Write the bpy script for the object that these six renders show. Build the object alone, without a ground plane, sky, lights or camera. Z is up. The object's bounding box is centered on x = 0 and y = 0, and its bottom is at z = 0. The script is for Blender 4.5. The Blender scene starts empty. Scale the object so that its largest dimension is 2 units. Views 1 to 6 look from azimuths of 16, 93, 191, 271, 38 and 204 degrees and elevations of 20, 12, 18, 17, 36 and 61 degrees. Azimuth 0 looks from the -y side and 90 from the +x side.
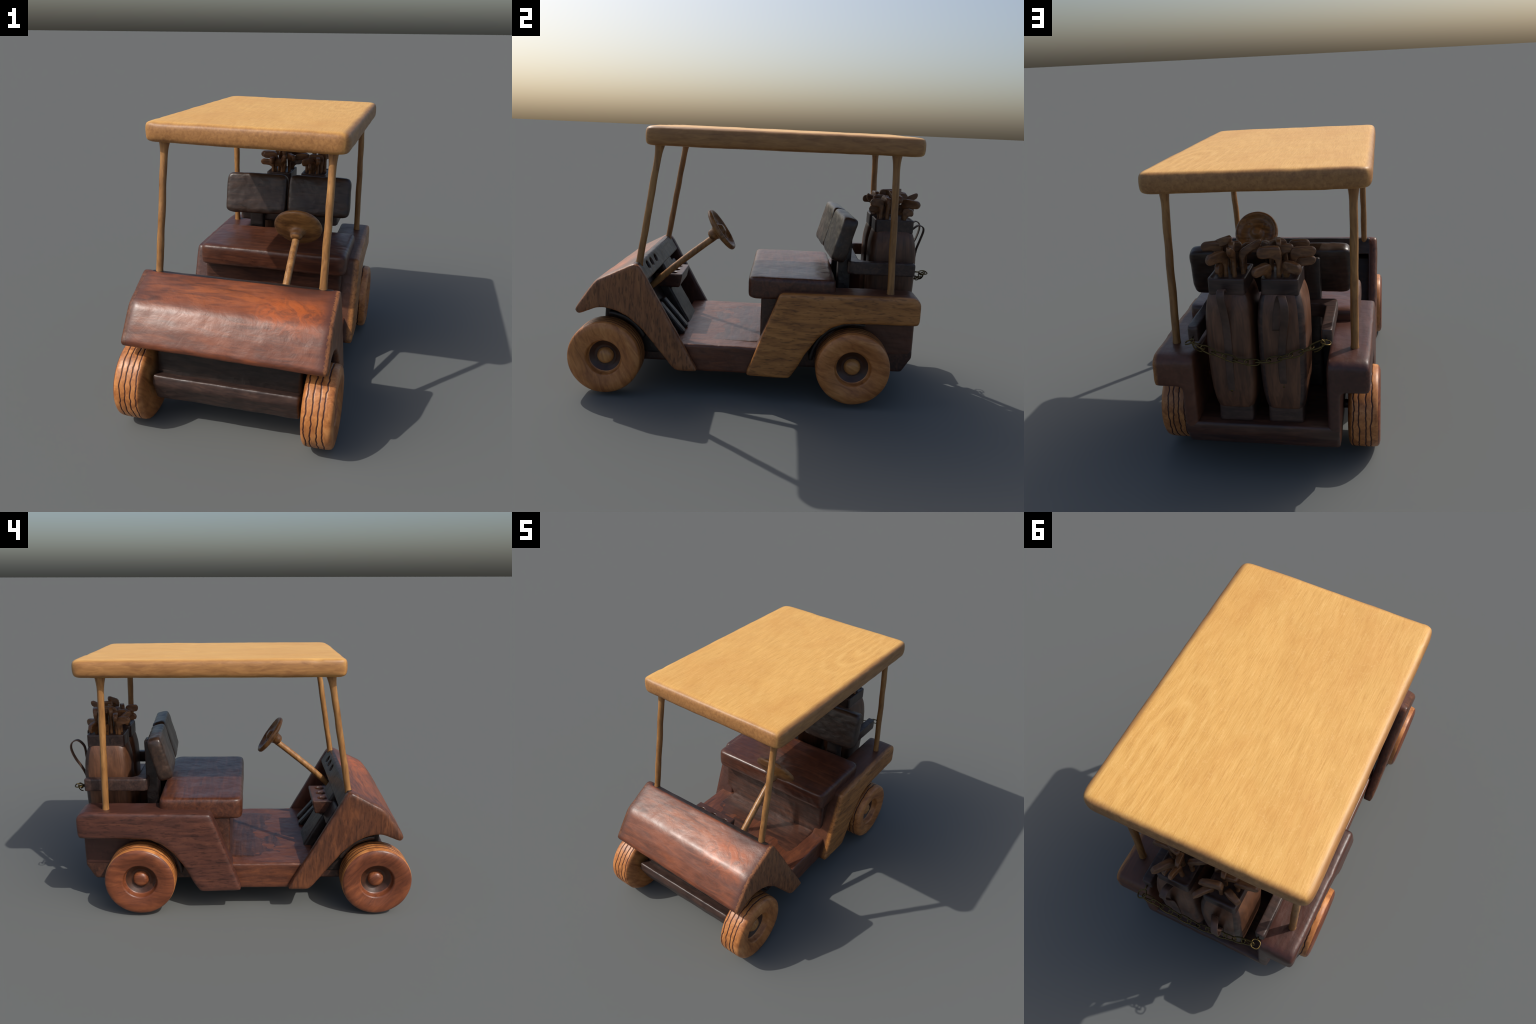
# Hand-made wooden golf cart: walnut body, pale maple roof, turned wheels, two
# golf bags with clubs and a brass chain across the back.
import bpy, bmesh, math, random
from mathutils import Vector, Matrix, noise

random.seed(7)
rng = random.Random(11)
YAW = math.radians(1.35)          # the cart stands slightly askew in its frame

# ----------------------------------------------------------------- materials
def srgb(r, g, b):
    f = lambda c: c / 12.92 if c <= 0.04045 else ((c + 0.055) / 1.055) ** 2.4
    return (f(r / 255), f(g / 255), f(b / 255), 1.0)

class Nodes:
    """Small helper for writing node trees tersely."""
    def __init__(self, name):
        self.mat = bpy.data.materials.new(name)
        self.mat.use_nodes = True
        self.t = self.mat.node_tree
        self.t.nodes.clear()
        self.out = self.t.nodes.new('ShaderNodeOutputMaterial')
        self.b = self.t.nodes.new('ShaderNodeBsdfPrincipled')
        self.t.links.new(self.b.outputs[0], self.out.inputs[0])
        self.tc = self.t.nodes.new('ShaderNodeTexCoord')
    def n(self, kind, **kw):
        nd = self.t.nodes.new(kind)
        for k, v in kw.items():
            if k in nd.inputs:
                nd.inputs[k].default_value = v
            else:
                setattr(nd, k, v)
        return nd
    def l(self, a, b):
        self.t.links.new(a, b)
    def coords(self, scale, loc=(0, 0, 0), rot=(0, 0, 0)):
        m = self.n('ShaderNodeMapping')
        m.inputs['Scale'].default_value = scale
        m.inputs['Location'].default_value = loc
        m.inputs['Rotation'].default_value = rot
        self.l(self.tc.outputs['Object'], m.inputs[0])
        return m.outputs[0]
    def noise(self, vec, scale, detail=3, rough=0.5, dist=0.0):
        nd = self.n('ShaderNodeTexNoise')
        nd.inputs['Scale'].default_value = scale
        nd.inputs['Detail'].default_value = detail
        nd.inputs['Roughness'].default_value = rough
        nd.inputs['Distortion'].default_value = dist
        self.l(vec, nd.inputs['Vector'])
        return nd.outputs['Fac']
    def ramp(self, fac, stops):
        r = self.n('ShaderNodeValToRGB')
        e = r.color_ramp.elements
        while len(e) < len(stops):
            e.new(0.5)
        for el, (p, c) in zip(e, stops):
            el.position = p
            el.color = c
        self.l(fac, r.inputs[0])
        return r.outputs[0]
    def mix(self, a, b, fac, mode='MIX'):
        m = self.n('ShaderNodeMix', data_type='RGBA', blend_type=mode)
        for sock, v in ((m.inputs[6], a), (m.inputs[7], b)):
            if isinstance(v, tuple):
                sock.default_value = v
            else:
                self.l(v, sock)
        if isinstance(fac, (int, float)):
            m.inputs[0].default_value = fac
        else:
            self.l(fac, m.inputs[0])
        return m.outputs[2]
    def math(self, op, a, b=0.0):
        m = self.n('ShaderNodeMath', operation=op)
        for sock, v in ((m.inputs[0], a), (m.inputs[1], b)):
            if isinstance(v, (int, float)):
                sock.default_value = v
            else:
                self.l(v, sock)
        return m.outputs[0]

W = (1, 1, 1, 1)
K = (0, 0, 0, 1)

def wood(name, dark, mid, light, axis='y', stretch=9.0, fine=1.0, pores=0.45,
         rough=0.38, coat=0.0, bump=0.25, blotch=0.35, figure=0.0, seed=0.0, spec=0.5, edge=None):
    """Lacquered wood with the grain running along one object axis."""
    N = Nodes(name)
    i = 'xyz'.index(axis)
    s = [1.0, 1.0, 1.0]
    s[i] = 1.0 / stretch
    off = (seed * 1.7, seed * 0.9, seed * 2.3)
    long = N.coords(tuple(s), off)
    iso = N.coords((1, 1, 1), off)
    grain = N.noise(long, 34 * fine, 5, 0.6, 0.9)
    base = N.ramp(grain, [(0.30, dark), (0.5, mid), (0.72, light)])
    # slow change of tone across the board
    big = N.noise(iso, 3.2, 3, 0.55, 0.6)
    base = N.mix(base, dark, N.math('MULTIPLY', N.ramp(big, [(0.42, K), (0.75, W)]), blotch))
    base = N.mix(base, light, N.math('MULTIPLY', N.ramp(big, [(0.28, W), (0.5, K)]), blotch * 0.6))
    if figure > 0:                       # wavy, flame-like figure
        fig = N.noise(N.coords(tuple(0.45 if k == i else 1.0 for k in range(3)), off), 7.0, 4, 0.6, 3.5)
        base = N.mix(base, light, N.math('MULTIPLY', N.ramp(fig, [(0.50, K), (0.62, W), (0.74, K)]), figure))
    # short dark pores
    s2 = [1.0, 1.0, 1.0]
    s2[i] = 1.0 / 5.0
    por = N.noise(N.coords(tuple(s2), off), 105 * fine, 2, 0.5, 0.3)
    pm = N.ramp(por, [(0.34, W), (0.46, K)])
    deep = tuple(c * 0.35 for c in dark[:3]) + (1,)
    base = N.mix(base, deep, N.math('MULTIPLY', pm, pores))
    if edge:                             # edges painted dark so only the outer face carries the baked side light
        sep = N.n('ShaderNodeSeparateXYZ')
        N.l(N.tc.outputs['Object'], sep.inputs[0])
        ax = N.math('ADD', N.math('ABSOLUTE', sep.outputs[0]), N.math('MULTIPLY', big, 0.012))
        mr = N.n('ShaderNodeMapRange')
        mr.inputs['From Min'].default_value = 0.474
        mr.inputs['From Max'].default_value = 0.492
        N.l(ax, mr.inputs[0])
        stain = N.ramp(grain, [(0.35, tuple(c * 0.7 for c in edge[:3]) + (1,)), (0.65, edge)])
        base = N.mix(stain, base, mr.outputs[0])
    N.l(base, N.b.inputs['Base Color'])
    rr = N.math('ADD', N.math('MULTIPLY', N.noise(iso, 9, 3), 0.22), rough - 0.11)
    N.l(rr, N.b.inputs['Roughness'])
    N.b.inputs['Specular IOR Level'].default_value = spec
    N.b.inputs['Coat Weight'].default_value = coat
    N.b.inputs['Coat Roughness'].default_value = 0.25
    h = N.math('ADD', N.math('MULTIPLY', N.noise(long, 30, 4), 0.5), N.math('MULTIPLY', N.noise(iso, 22, 3), 1.1))
    bp = N.n('ShaderNodeBump')
    bp.inputs['Strength'].default_value = bump
    bp.inputs['Distance'].default_value = 0.012
    N.l(h, bp.inputs['Height'])
    N.l(bp.outputs[0], N.b.inputs['Normal'])
    return N.mat

def hood_wood():
    """Mahogany slab: brown, with a fiery figured patch and a smoky stain at one end."""
    N = Nodes('red_mahogany')
    dark, mid, light = srgb(76, 41, 28), srgb(110, 59, 37), srgb(138, 76, 44)
    long = N.coords((0.16, 1, 1))
    iso = N.coords((1, 1, 1))
    grain = N.noise(long, 26, 5, 0.6, 1.2)
    col = N.ramp(grain, [(0.30, dark), (0.52, mid), (0.76, light)])
    big = N.noise(N.coords((0.5, 1, 1)), 4.0, 3, 0.55, 0.8)
    col = N.mix(col, srgb(140, 72, 38), N.math('MULTIPLY', N.ramp(big, [(0.48, K), (0.72, W)]), 0.5))
    col = N.mix(col, srgb(82, 44, 32), N.math('MULTIPLY', N.ramp(big, [(0.26, W), (0.46, K)]), 0.6))
    def blob(centre, radii, wob):
        m = N.n('ShaderNodeMapping', vector_type='TEXTURE')
        m.inputs['Location'].default_value = centre
        m.inputs['Scale'].default_value = radii
        N.l(N.tc.outputs['Object'], m.inputs[0])
        ln = N.n('ShaderNodeVectorMath', operation='LENGTH')
        N.l(m.outputs[0], ln.inputs[0])
        d = N.math('ADD', ln.outputs['Value'], N.math('MULTIPLY', N.math('SUBTRACT', big, 0.5), wob))
        return N.ramp(d, [(0.35, W), (1.0, K)])
    curl = N.noise(N.coords((0.8, 1, 1)), 13, 4, 0.65, 3.0)
    flame = N.ramp(curl, [(0.42, K), (0.60, W)])
    fire = N.math('MULTIPLY', blob((0.26, -0.77, 0.68), (0.26, 0.13, 0.16), 1.6), N.math('ADD', N.math('MULTIPLY', flame, 0.75), 0.25))
    col = N.mix(col, srgb(170, 84, 34), N.math('MULTIPLY', fire, 0.8))
    streak = N.math('MULTIPLY', blob((0.02, -0.74, 0.70), (0.46, 0.10, 0.10), 0.8), N.ramp(N.noise(N.coords((0.25, 1, 1)), 17, 4, 0.6, 2.0), [(0.46, K), (0.62, W)]))
    col = N.mix(col, srgb(168, 90, 42), N.math('MULTIPLY', streak, 0.55))
    col = N.mix(col, srgb(66, 36, 28), N.math('MULTIPLY', blob((0.33, -0.655, 0.73), (0.17, 0.075, 0.09), 0.9), 0.8))
    sep = N.n('ShaderNodeSeparateXYZ')
    N.l(N.tc.outputs['Object'], sep.inputs[0])
    mr = N.n('ShaderNodeMapRange', interpolation_type='SMOOTHSTEP')
    mr.inputs['From Min'].default_value = 0.425
    mr.inputs['From Max'].default_value = 0.475
    N.l(N.math('ADD', N.math('ABSOLUTE', sep.outputs[0]), N.math('MULTIPLY', N.math('SUBTRACT', big, 0.5), 0.05)), mr.inputs[0])
    col = N.mix(col, srgb(82, 48, 38), N.math('MULTIPLY', mr.outputs[0], 0.8))
    N.l(col, N.b.inputs['Base Color'])
    N.l(N.math('ADD', N.math('MULTIPLY', N.noise(iso, 9, 3), 0.24), 0.30), N.b.inputs['Roughness'])
    N.b.inputs['Coat Weight'].default_value = 0.1
    N.b.inputs['Coat Roughness'].default_value = 0.25
    bp = N.n('ShaderNodeBump')
    bp.inputs['Strength'].default_value = 0.2
    bp.inputs['Distance'].default_value = 0.012
    N.l(N.math('ADD', N.math('MULTIPLY', N.noise(iso, 16, 3), 0.9), N.math('MULTIPLY', curl, 0.35)), bp.inputs['Height'])
    N.l(bp.outputs[0], N.b.inputs['Normal'])
    return N.mat

def roof_wood():
    """Pale maple: soft lengthwise bands, a cathedral arch near one rear corner."""
    N = Nodes('pale_maple')
    a, b, c = srgb(202, 147, 74), srgb(221, 169, 92), srgb(232, 185, 110)
    P = N.coords((1, 1, 1))
    sep = N.n('ShaderNodeSeparateXYZ')
    N.l(P, sep.inputs[0])
    warp = N.noise(N.coords((1, 0.35, 1)), 3.0, 4, 0.55, 0.5)
    # faint bands that bend round an off-centre heart
    dx = N.math('SUBTRACT', sep.outputs[0], 0.33)
    dy = N.math('MULTIPLY', N.math('MAXIMUM', N.math('SUBTRACT', 0.58, sep.outputs[1]), 0.0), 0.28)
    dist = N.math('SQRT', N.math('ADD', N.math('MULTIPLY', dx, dx), N.math('MULTIPLY', dy, dy)))
    ph = N.math('ADD', N.math('MULTIPLY', dist, 120.0), N.math('MULTIPLY', warp, 24.0))
    band = N.math('ADD', N.math('MULTIPLY', N.math('SINE', ph), 0.5), 0.5)
    band = N.math('POWER', band, 2.0)
    fine = N.noise(N.coords((1, 0.055, 1)), 210, 4, 0.65, 0.4)
    # strongest where the arch shows, fading to almost nothing elsewhere
    ax = N.math('DIVIDE', N.math('SUBTRACT', sep.outputs[0], 0.30), 0.22)
    ay = N.math('DIVIDE', N.math('SUBTRACT', sep.outputs[1], 0.50), 0.42)
    arch = N.ramp(N.math('SQRT', N.math('ADD', N.math('MULTIPLY', ax, ax), N.math('MULTIPLY', ay, ay))), [(0.4, W), (1.0, K)])
    amp = N.math('ADD', N.math('MULTIPLY', arch, 0.13), 0.05)
    v = N.math('ADD', N.math('MULTIPLY', N.math('SUBTRACT', band, 0.4), amp), N.math('ADD', N.math('MULTIPLY', fine, 0.9), 0.05))
    col = N.ramp(v, [(0.26, a), (0.5, b), (0.74, c)])
    spots = N.noise(N.coords((1, 0.4, 1)), 4.0, 3, 0.5, 0.8)
    col = N.mix(col, srgb(206, 146, 72), N.math('MULTIPLY', N.ramp(spots, [(0.50, K), (0.76, W)]), 0.55))
    fleck = N.noise(N.coords((1, 0.6, 1)), 70, 3, 0.6, 2.0)
    col = N.mix(col, srgb(244, 204, 138), N.math('MULTIPLY', N.ramp(fleck, [(0.55, K), (0.72, W)]), 0.28))
    # the rim is browner than the top
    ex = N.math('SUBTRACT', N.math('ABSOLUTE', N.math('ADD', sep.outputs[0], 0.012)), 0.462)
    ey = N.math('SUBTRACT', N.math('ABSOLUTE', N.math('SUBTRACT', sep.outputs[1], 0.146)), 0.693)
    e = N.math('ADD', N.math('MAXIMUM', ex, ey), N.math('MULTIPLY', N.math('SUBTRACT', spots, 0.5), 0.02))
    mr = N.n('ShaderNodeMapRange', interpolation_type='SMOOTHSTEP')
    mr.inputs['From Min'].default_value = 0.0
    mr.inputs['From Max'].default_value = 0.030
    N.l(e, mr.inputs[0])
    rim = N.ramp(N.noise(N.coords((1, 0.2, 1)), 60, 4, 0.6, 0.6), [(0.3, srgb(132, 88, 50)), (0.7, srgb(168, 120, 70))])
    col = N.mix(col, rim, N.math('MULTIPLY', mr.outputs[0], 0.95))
    N.l(col, N.b.inputs['Base Color'])
    N.b.inputs['Roughness'].default_value = 0.48
    bp = N.n('ShaderNodeBump')
    bp.inputs['Strength'].default_value = 0.12
    bp.inputs['Distance'].default_value = 0.01
    N.l(N.noise(N.coords((1, 0.4, 1)), 22, 4), bp.inputs['Height'])
    N.l(bp.outputs[0], N.b.inputs['Normal'])
    return N.mat

def plain(name, col, rough=0.5, metal=0.0, var=0.3, scale=18):
    N = Nodes(name)
    nz = N.noise(N.coords((1, 1, 1)), scale, 4, 0.6, 0.4)
    d = tuple(x * (1 - var) for x in col[:3]) + (1,)
    u = tuple(min(1, x * (1 + var)) for x in col[:3]) + (1,)
    N.l(N.ramp(nz, [(0.35, d), (0.65, u)]), N.b.inputs['Base Color'])
    N.b.inputs['Roughness'].default_value = rough
    N.b.inputs['Metallic'].default_value = metal
    bp = N.n('ShaderNodeBump')
    bp.inputs['Strength'].default_value = 0.15
    bp.inputs['Distance'].default_value = 0.006
    N.l(nz, bp.inputs['Height'])
    N.l(bp.outputs[0], N.b.inputs['Normal'])
    return N.mat

M_roof = roof_wood()
M_post = wood('oiled_dowel_wood', srgb(116, 78, 42), srgb(152, 107, 60), srgb(176, 131, 78), 'z', 8, pores=0.25, bump=0.15)
M_hood = hood_wood()
M_body = wood('dark_walnut', srgb(44, 27, 22), srgb(68, 41, 31), srgb(92, 58, 42), 'x', 8, pores=0.25, rough=0.38, bump=0.18, seed=2, coat=0.1)
M_floor = wood('floor_walnut', srgb(68, 38, 27), srgb(92, 52, 35), srgb(114, 66, 41), 'y', 5, pores=0.12, rough=0.40, bump=0.25, figure=0.08, blotch=0.22, seed=3, coat=0.1)
M_black = wood('blackened_walnut', srgb(26, 20, 18), srgb(40, 31, 28), srgb(58, 44, 38), 'x', 6, pores=0.2, rough=0.42, bump=0.3, seed=4)
M_fender_baked_light = wood('walnut_baked_light', srgb(124, 78, 40), srgb(168, 110, 56), srgb(190, 130, 70), 'y', 8, pores=0.5, rough=0.42, bump=0.2, seed=5, edge=srgb(96, 58, 40))  # fender walnut lightened and yellowed for the light falling on the right side
M_fender_baked_shade = wood('walnut_baked_shade', srgb(56, 33, 27), srgb(80, 47, 38), srgb(102, 62, 47), 'y', 8, pores=0.5, rough=0.40, bump=0.2, seed=6, edge=srgb(74, 44, 36))  # same fender wood, darkened to hold the left side's shade
M_pillar_baked_light = wood('pillar_walnut_baked_light', srgb(98, 60, 36), srgb(138, 88, 54), srgb(160, 106, 64), 'z', 5, pores=0.6, rough=0.42, bump=0.2, seed=7, edge=srgb(92, 54, 40))  # right pillar colour raised to include side lighting
M_pillar_baked_shade = wood('pillar_walnut_baked_shade', srgb(62, 36, 24), srgb(90, 53, 34), srgb(116, 70, 43), 'z', 5, pores=0.4, rough=0.40, bump=0.2, seed=8, edge=srgb(74, 44, 36))  # left pillar tinted darker and redder for its dim lighting
M_tyre = wood('turned_beech', srgb(140, 82, 42), srgb(182, 116, 62), srgb(206, 142, 84), 'z', 4, fine=0.7, pores=0.18, rough=0.42, bump=0.14, seed=9)
M_tyre_baked_shade = wood('turned_beech_baked_shade', srgb(84, 44, 28), srgb(116, 64, 40), srgb(142, 82, 50), 'z', 4, fine=0.7, pores=0.18, rough=0.38, bump=0.14, seed=19)  # left tyre sides: the beech with shading baked into its colour
M_seat = wood('seat_mahogany', srgb(54, 30, 22), srgb(80, 45, 31), srgb(102, 60, 40), 'x', 8, pores=0.2, rough=0.36, bump=0.18, seed=22, coat=0.1)
M_seatback = wood('seat_back_walnut', srgb(34, 25, 21), srgb(52, 38, 31), srgb(74, 54, 43), 'x', 5, pores=0.15, rough=0.34, bump=0.2, seed=21)
M_groove = plain('burnt_groove', srgb(70, 34, 22), 0.6)
M_rim = plain('dark_rim_recess', srgb(66, 38, 24), 0.4)
M_hub = wood('hub_dowel_wood', srgb(150, 96, 52), srgb(184, 126, 70), srgb(204, 150, 88), 'x', 6, pores=0.15, bump=0.15, seed=10)
M_hub_baked_shade = wood('hub_wood_baked_shade', srgb(100, 54, 34), srgb(136, 78, 48), srgb(160, 98, 60), 'x', 6, pores=0.15, bump=0.15, seed=20)  # left hub dowels toned down to carry the left side's shadow
M_bag = wood('bag_walnut', srgb(68, 44, 31), srgb(92, 60, 42), srgb(114, 76, 53), 'z', 8, pores=0.15, rough=0.42, bump=0.15, seed=11)
M_bagdark = wood('bag_trim_walnut', srgb(40, 29, 26), srgb(60, 43, 38), srgb(80, 58, 48), 'x', 6, pores=0.3, rough=0.42, bump=0.2, seed=12)
M_club = wood('club_wood', srgb(74, 46, 28), srgb(112, 74, 44), srgb(144, 100, 58), 'x', 3, pores=0.2, rough=0.45, bump=0.15, seed=13)
M_strap = plain('dark_leather', srgb(74, 54, 44), 0.55)
M_brass = plain('old_bronze', srgb(96, 82, 50), 0.38, 1.0)
M_wheelwood = wood('steering_wood', srgb(92, 60, 34), srgb(132, 90, 50), srgb(160, 114, 64), 'x', 4, pores=0.2, bump=0.2, seed=14)

# ----------------------------------------------------------------- building
root = bpy.data.objects.new('wooden_golf_cart', None)
bpy.context.scene.collection.objects.link(root)
root.rotation_euler = (0, 0, YAW)
root['label'] = 'hand-carved wooden toy golf cart with roof and two golf bags'
root['category'] = 'wooden toy'

def add(name, mesh, mats, parent=None, loc=None, rot=None):
    ob = bpy.data.objects.new(name, mesh)
    bpy.context.scene.collection.objects.link(ob)
    ob.parent = parent or root
    if not mesh.materials:
        for m in (mats if isinstance(mats, (list, tuple)) else [mats]):
            mesh.materials.append(m)
    if loc is not None:
        ob.location = loc
    if rot is not None:
        ob.rotation_euler = rot
    return ob

def to_mesh(bm, name, smooth=True):
    me = bpy.data.meshes.new(name)
    bmesh.ops.recalc_face_normals(bm, faces=bm.faces)
    bm.to_mesh(me)
    bm.free()
    if smooth:
        for p in me.polygons:
            p.use_smooth = True
    return me

def round_poly(pts, r):
    """Round the corners of a closed 2D polygon. r: one radius or one per corner."""
    out = []
    n = len(pts)
    for i in range(n):
        p0, p, p1 = (Vector(pts[(i - 1) % n]), Vector(pts[i]), Vector(pts[(i + 1) % n]))
        ri = r[i] if isinstance(r, (list, tuple)) else r
        a, b = (p0 - p), (p1 - p)
        d = min(ri, a.length * 0.45, b.length * 0.45)
        if d < 1e-5:
            out.append(p)
            continue
        A, B = p + a.normalized() * d, p + b.normalized() * d
        for k in range(5):
            t = k / 4
            out.append(A * (1 - t) ** 2 + p * 2 * t * (1 - t) + B * t ** 2)
    return out

def prism(pts, lo, hi, axis='x'):
    """Extrude a 2D outline between lo and hi along an axis.
    Outline coordinates: x -> (y,z), y -> (x,z), z -> (x,y)."""
    bm = bmesh.new()
    def P(p, h):
        return {'x': (h, p[0], p[1]), 'y': (p[0], h, p[1]), 'z': (p[0], p[1], h)}[axis]
    a = [bm.verts.new(P(p, lo)) for p in pts]
    b = [bm.verts.new(P(p, hi)) for p in pts]
    bm.faces.new(a)
    bm.faces.new(b)
    n = len(pts)
    for i in range(n):
        bm.faces.new((a[i], a[(i + 1) % n], b[(i + 1) % n], b[i]))
    bmesh.ops.recalc_face_normals(bm, faces=bm.faces)
    return bm

def box(x0, x1, y0, y1, z0, z1):
    return prism([(x0, y0), (x1, y0), (x1, y1), (x0, y1)], z0, z1, 'z')

def evaluated(me, mods):
    """Apply a list of (type, settings) modifiers to a mesh, return a new mesh."""
    ob = bpy.data.objects.new('tmp', me)
    bpy.context.scene.collection.objects.link(ob)
    for kind, kw in mods:
        m = ob.modifiers.new(kind.lower(), kind)
        for k, v in kw.items():
            setattr(m, k, v)
    dg = bpy.context.evaluated_depsgraph_get()
    res = bpy.data.meshes.new_from_object(ob.evaluated_get(dg))
    bpy.data.objects.remove(ob)
    return res

def cut(bm, cutters):
    """Boolean-subtract closed bmeshes from a bmesh; returns a bmesh."""
    me = to_mesh(bm, 'tmp', False)
    for c in cutters:
        cm = to_mesh(c, 'cut', False)
        co = bpy.data.objects.new('cutter', cm)
        bpy.context.scene.collection.objects.link(co)
        me = evaluated(me, [('BOOLEAN', dict(operation='DIFFERENCE', object=co, solver='EXACT'))])
        bpy.data.objects.remove(co)
    out = bmesh.new()
    out.from_mesh(me)
    return out

def carved(bm, name, bevel=0.0, voxel=0.007, smooth=4, wob=0.0016, freq=9.0, seed=0.0, segs=3):
    """Soften a hard block into hand-worked wood: round the edges, remesh finely,
    then let the surface waver a little."""
    me = to_mesh(bm, name, False)
    mods = []
    if bevel > 0:
        mods.append(('BEVEL', dict(width=bevel, segments=segs, limit_method='ANGLE', angle_limit=math.radians(28))))
    mods.append(('REMESH', dict(mode='VOXEL', voxel_size=voxel)))
    if smooth:
        mods.append(('SMOOTH', dict(factor=0.5, iterations=smooth)))
    me = evaluated(me, mods)
    me.name = name
    nrm = [v.normal.copy() for v in me.vertices]
    o = Vector((seed * 3.1, seed * 1.7, seed * 2.3))
    for v, n in zip(me.vertices, nrm):
        p = v.co + o
        d = noise.noise(p * freq) * wob + noise.noise(p * freq * 3.1) * wob * 0.45
        v.co += n * d
    for p in me.polygons:
        p.use_smooth = True
    return me

def tube(path, radii, n=16, name='tube', flat=None, cap=True):
    """Sweep a circle (or ellipse: flat=(side, up) factors) along a path."""
    bm = bmesh.new()
    rings = []
    m = len(path)
    up = None
    for i, p in enumerate(path):
        t = (Vector(path[min(i + 1, m - 1)]) - Vector(path[max(i - 1, 0)])).normalized()
        if up is None:
            up = Vector((0, 0, 1)) if abs(t.z) < 0.9 else Vector((0, 1, 0))
        side = t.cross(up).normalized()
        up = side.cross(t).normalized()
        r = radii[i] if isinstance(radii, (list, tuple)) else radii
        fs, fu = flat if flat else (1, 1)
        rings.append([bm.verts.new(Vector(p) + (side * math.cos(a) * fs + up * math.sin(a) * fu) * r)
                      for a in (2 * math.pi * k / n for k in range(n))])
    for a, b in zip(rings, rings[1:]):
        for k in range(n):
            bm.faces.new((a[k], a[(k + 1) % n], b[(k + 1) % n], b[k]))
    if cap:
        bm.faces.new(rings[0])
        bm.faces.new(rings[-1])
    return to_mesh(bm, name)

def spline(pts, per=8):
    """Catmull-Rom through control points (any dimension)."""
    out = []
    P = [Vector(p) for p in pts]
    P = [P[0] * 2 - P[1]] + P + [P[-1] * 2 - P[-2]]
    for i in range(1, len(P) - 2):
        for k in range(per):
            t = k / per
            a, b, c, d = P[i - 1:i + 3]
            out.append(0.5 * ((2 * b) + (c - a) * t + (2 * a - 5 * b + 4 * c - d) * t * t + (3 * b - a - 3 * c + d) * t ** 3))
    out.append(P[-2])
    return out

# ----------------------------------------------------------------- roof
bm = prism(round_poly([(-0.503, -0.582), (0.496, -0.578), (0.488, 0.874), (-0.511, 0.873)], 0.05), 1.376, 1.4725, 'z')
for v in bm.verts:                       # the slab sits a touch lower on its right and at the rear
    if v.co.z > 1.4:
        v.co.z -= 0.005 * v.co.x / 0.49 + 0.003 * (v.co.y - 0.146) / 0.72
    else:
        v.co.z -= 0.004 + 0.006 * v.co.x / 0.49
bm = cut(bm, [prism(round_poly([(-0.36, -0.44), (0.35, -0.44), (0.34, 0.62), (-0.36, 0.62)], 0.05), 1.30, 1.386, 'z')])   # hollowed underside
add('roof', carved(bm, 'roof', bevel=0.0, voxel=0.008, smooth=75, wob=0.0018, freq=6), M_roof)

def post(bottom, top, seed):
    """Whittled dowel, flaring where it meets the roof."""
    a, b = Vector(bottom), Vector(top)
    path, rad = [], []
    n = 40
    for i in range(n + 1):
        t = i / n
        p = a.lerp(b, t)
        w = min(1, t * 4, (1 - t) * 4)
        p.x += 0.004 * w * noise.noise(Vector((seed, t * 5, 0)))
        p.y += 0.004 * w * noise.noise(Vector((seed + 9, t * 5, 3)))
        r = 0.0185 + 0.0022 * noise.noise(Vector((seed + 3, t * 7, 7)))
        r += 0.013 * max(0, (t - 0.87) / 0.13) ** 2 + 0.004 * max(0, (0.04 - t) / 0.04)
        path.append(p)
        rad.append(r)
    return tube(path, rad, 18, 'roof_post')

for bottom, top, s in [((0.414, -0.618, 0.715), (0.414, -0.504, 1.39), 1.0),
                       ((-0.427, -0.618, 0.715), (-0.421, -0.498, 1.39), 2.0),
                       ((0.420, 0.758, 0.61), (0.412, 0.733, 1.385), 3.0),
                       ((-0.426, 0.758, 0.61), (-0.428, 0.735, 1.385), 4.0)]:
    add('roof_post', post(bottom, top, s), M_post)

# ----------------------------------------------------------------- front body
FRONT = [(-0.946, 0.479), (-0.928, 0.451), (-0.871, 0.474), (-0.829, 0.491), (-0.785, 0.496), (-0.718, 0.479),
         (-0.662, 0.451), (-0.585, 0.385), (-0.474, 0.244), (-0.408, 0.164), (-0.388, 0.154), (-0.272, 0.153),
         (-0.598, 0.735), (-0.625, 0.748), (-0.826, 0.646)]
FRONT = [(y, z - 0.003) for y, z in FRONT]
front_r = [0.012, 0.01, 0, 0, 0, 0, 0, 0, 0, 0.01, 0.01, 0.012, 0.02, 0.02, 0.03]
def split_smooth(me, regions):
    """Cut one smooth mesh into several by a rule on face centres; the borders keep
    the whole body's vertex normals so that no seam shows."""
    nrm = [v.normal.copy() for v in me.vertices]
    out = []
    picked = [regions(p.center) for p in me.polygons]
    for key in sorted(set(picked)):
        faces = [p for p, k in zip(me.polygons, picked) if k == key]
        used = sorted({v for p in faces for v in p.vertices})
        idx = {v: i for i, v in enumerate(used)}
        sub = bpy.data.meshes.new(key[0])
        sub.from_pydata([me.vertices[v].co for v in used], [], [[idx[v] for v in p.vertices] for p in faces])
        for p in sub.polygons:
            p.use_smooth = True
        sub.normals_split_custom_set_from_vertices([nrm[v] for v in used])
        out.append((key, sub))
    return out

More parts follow.
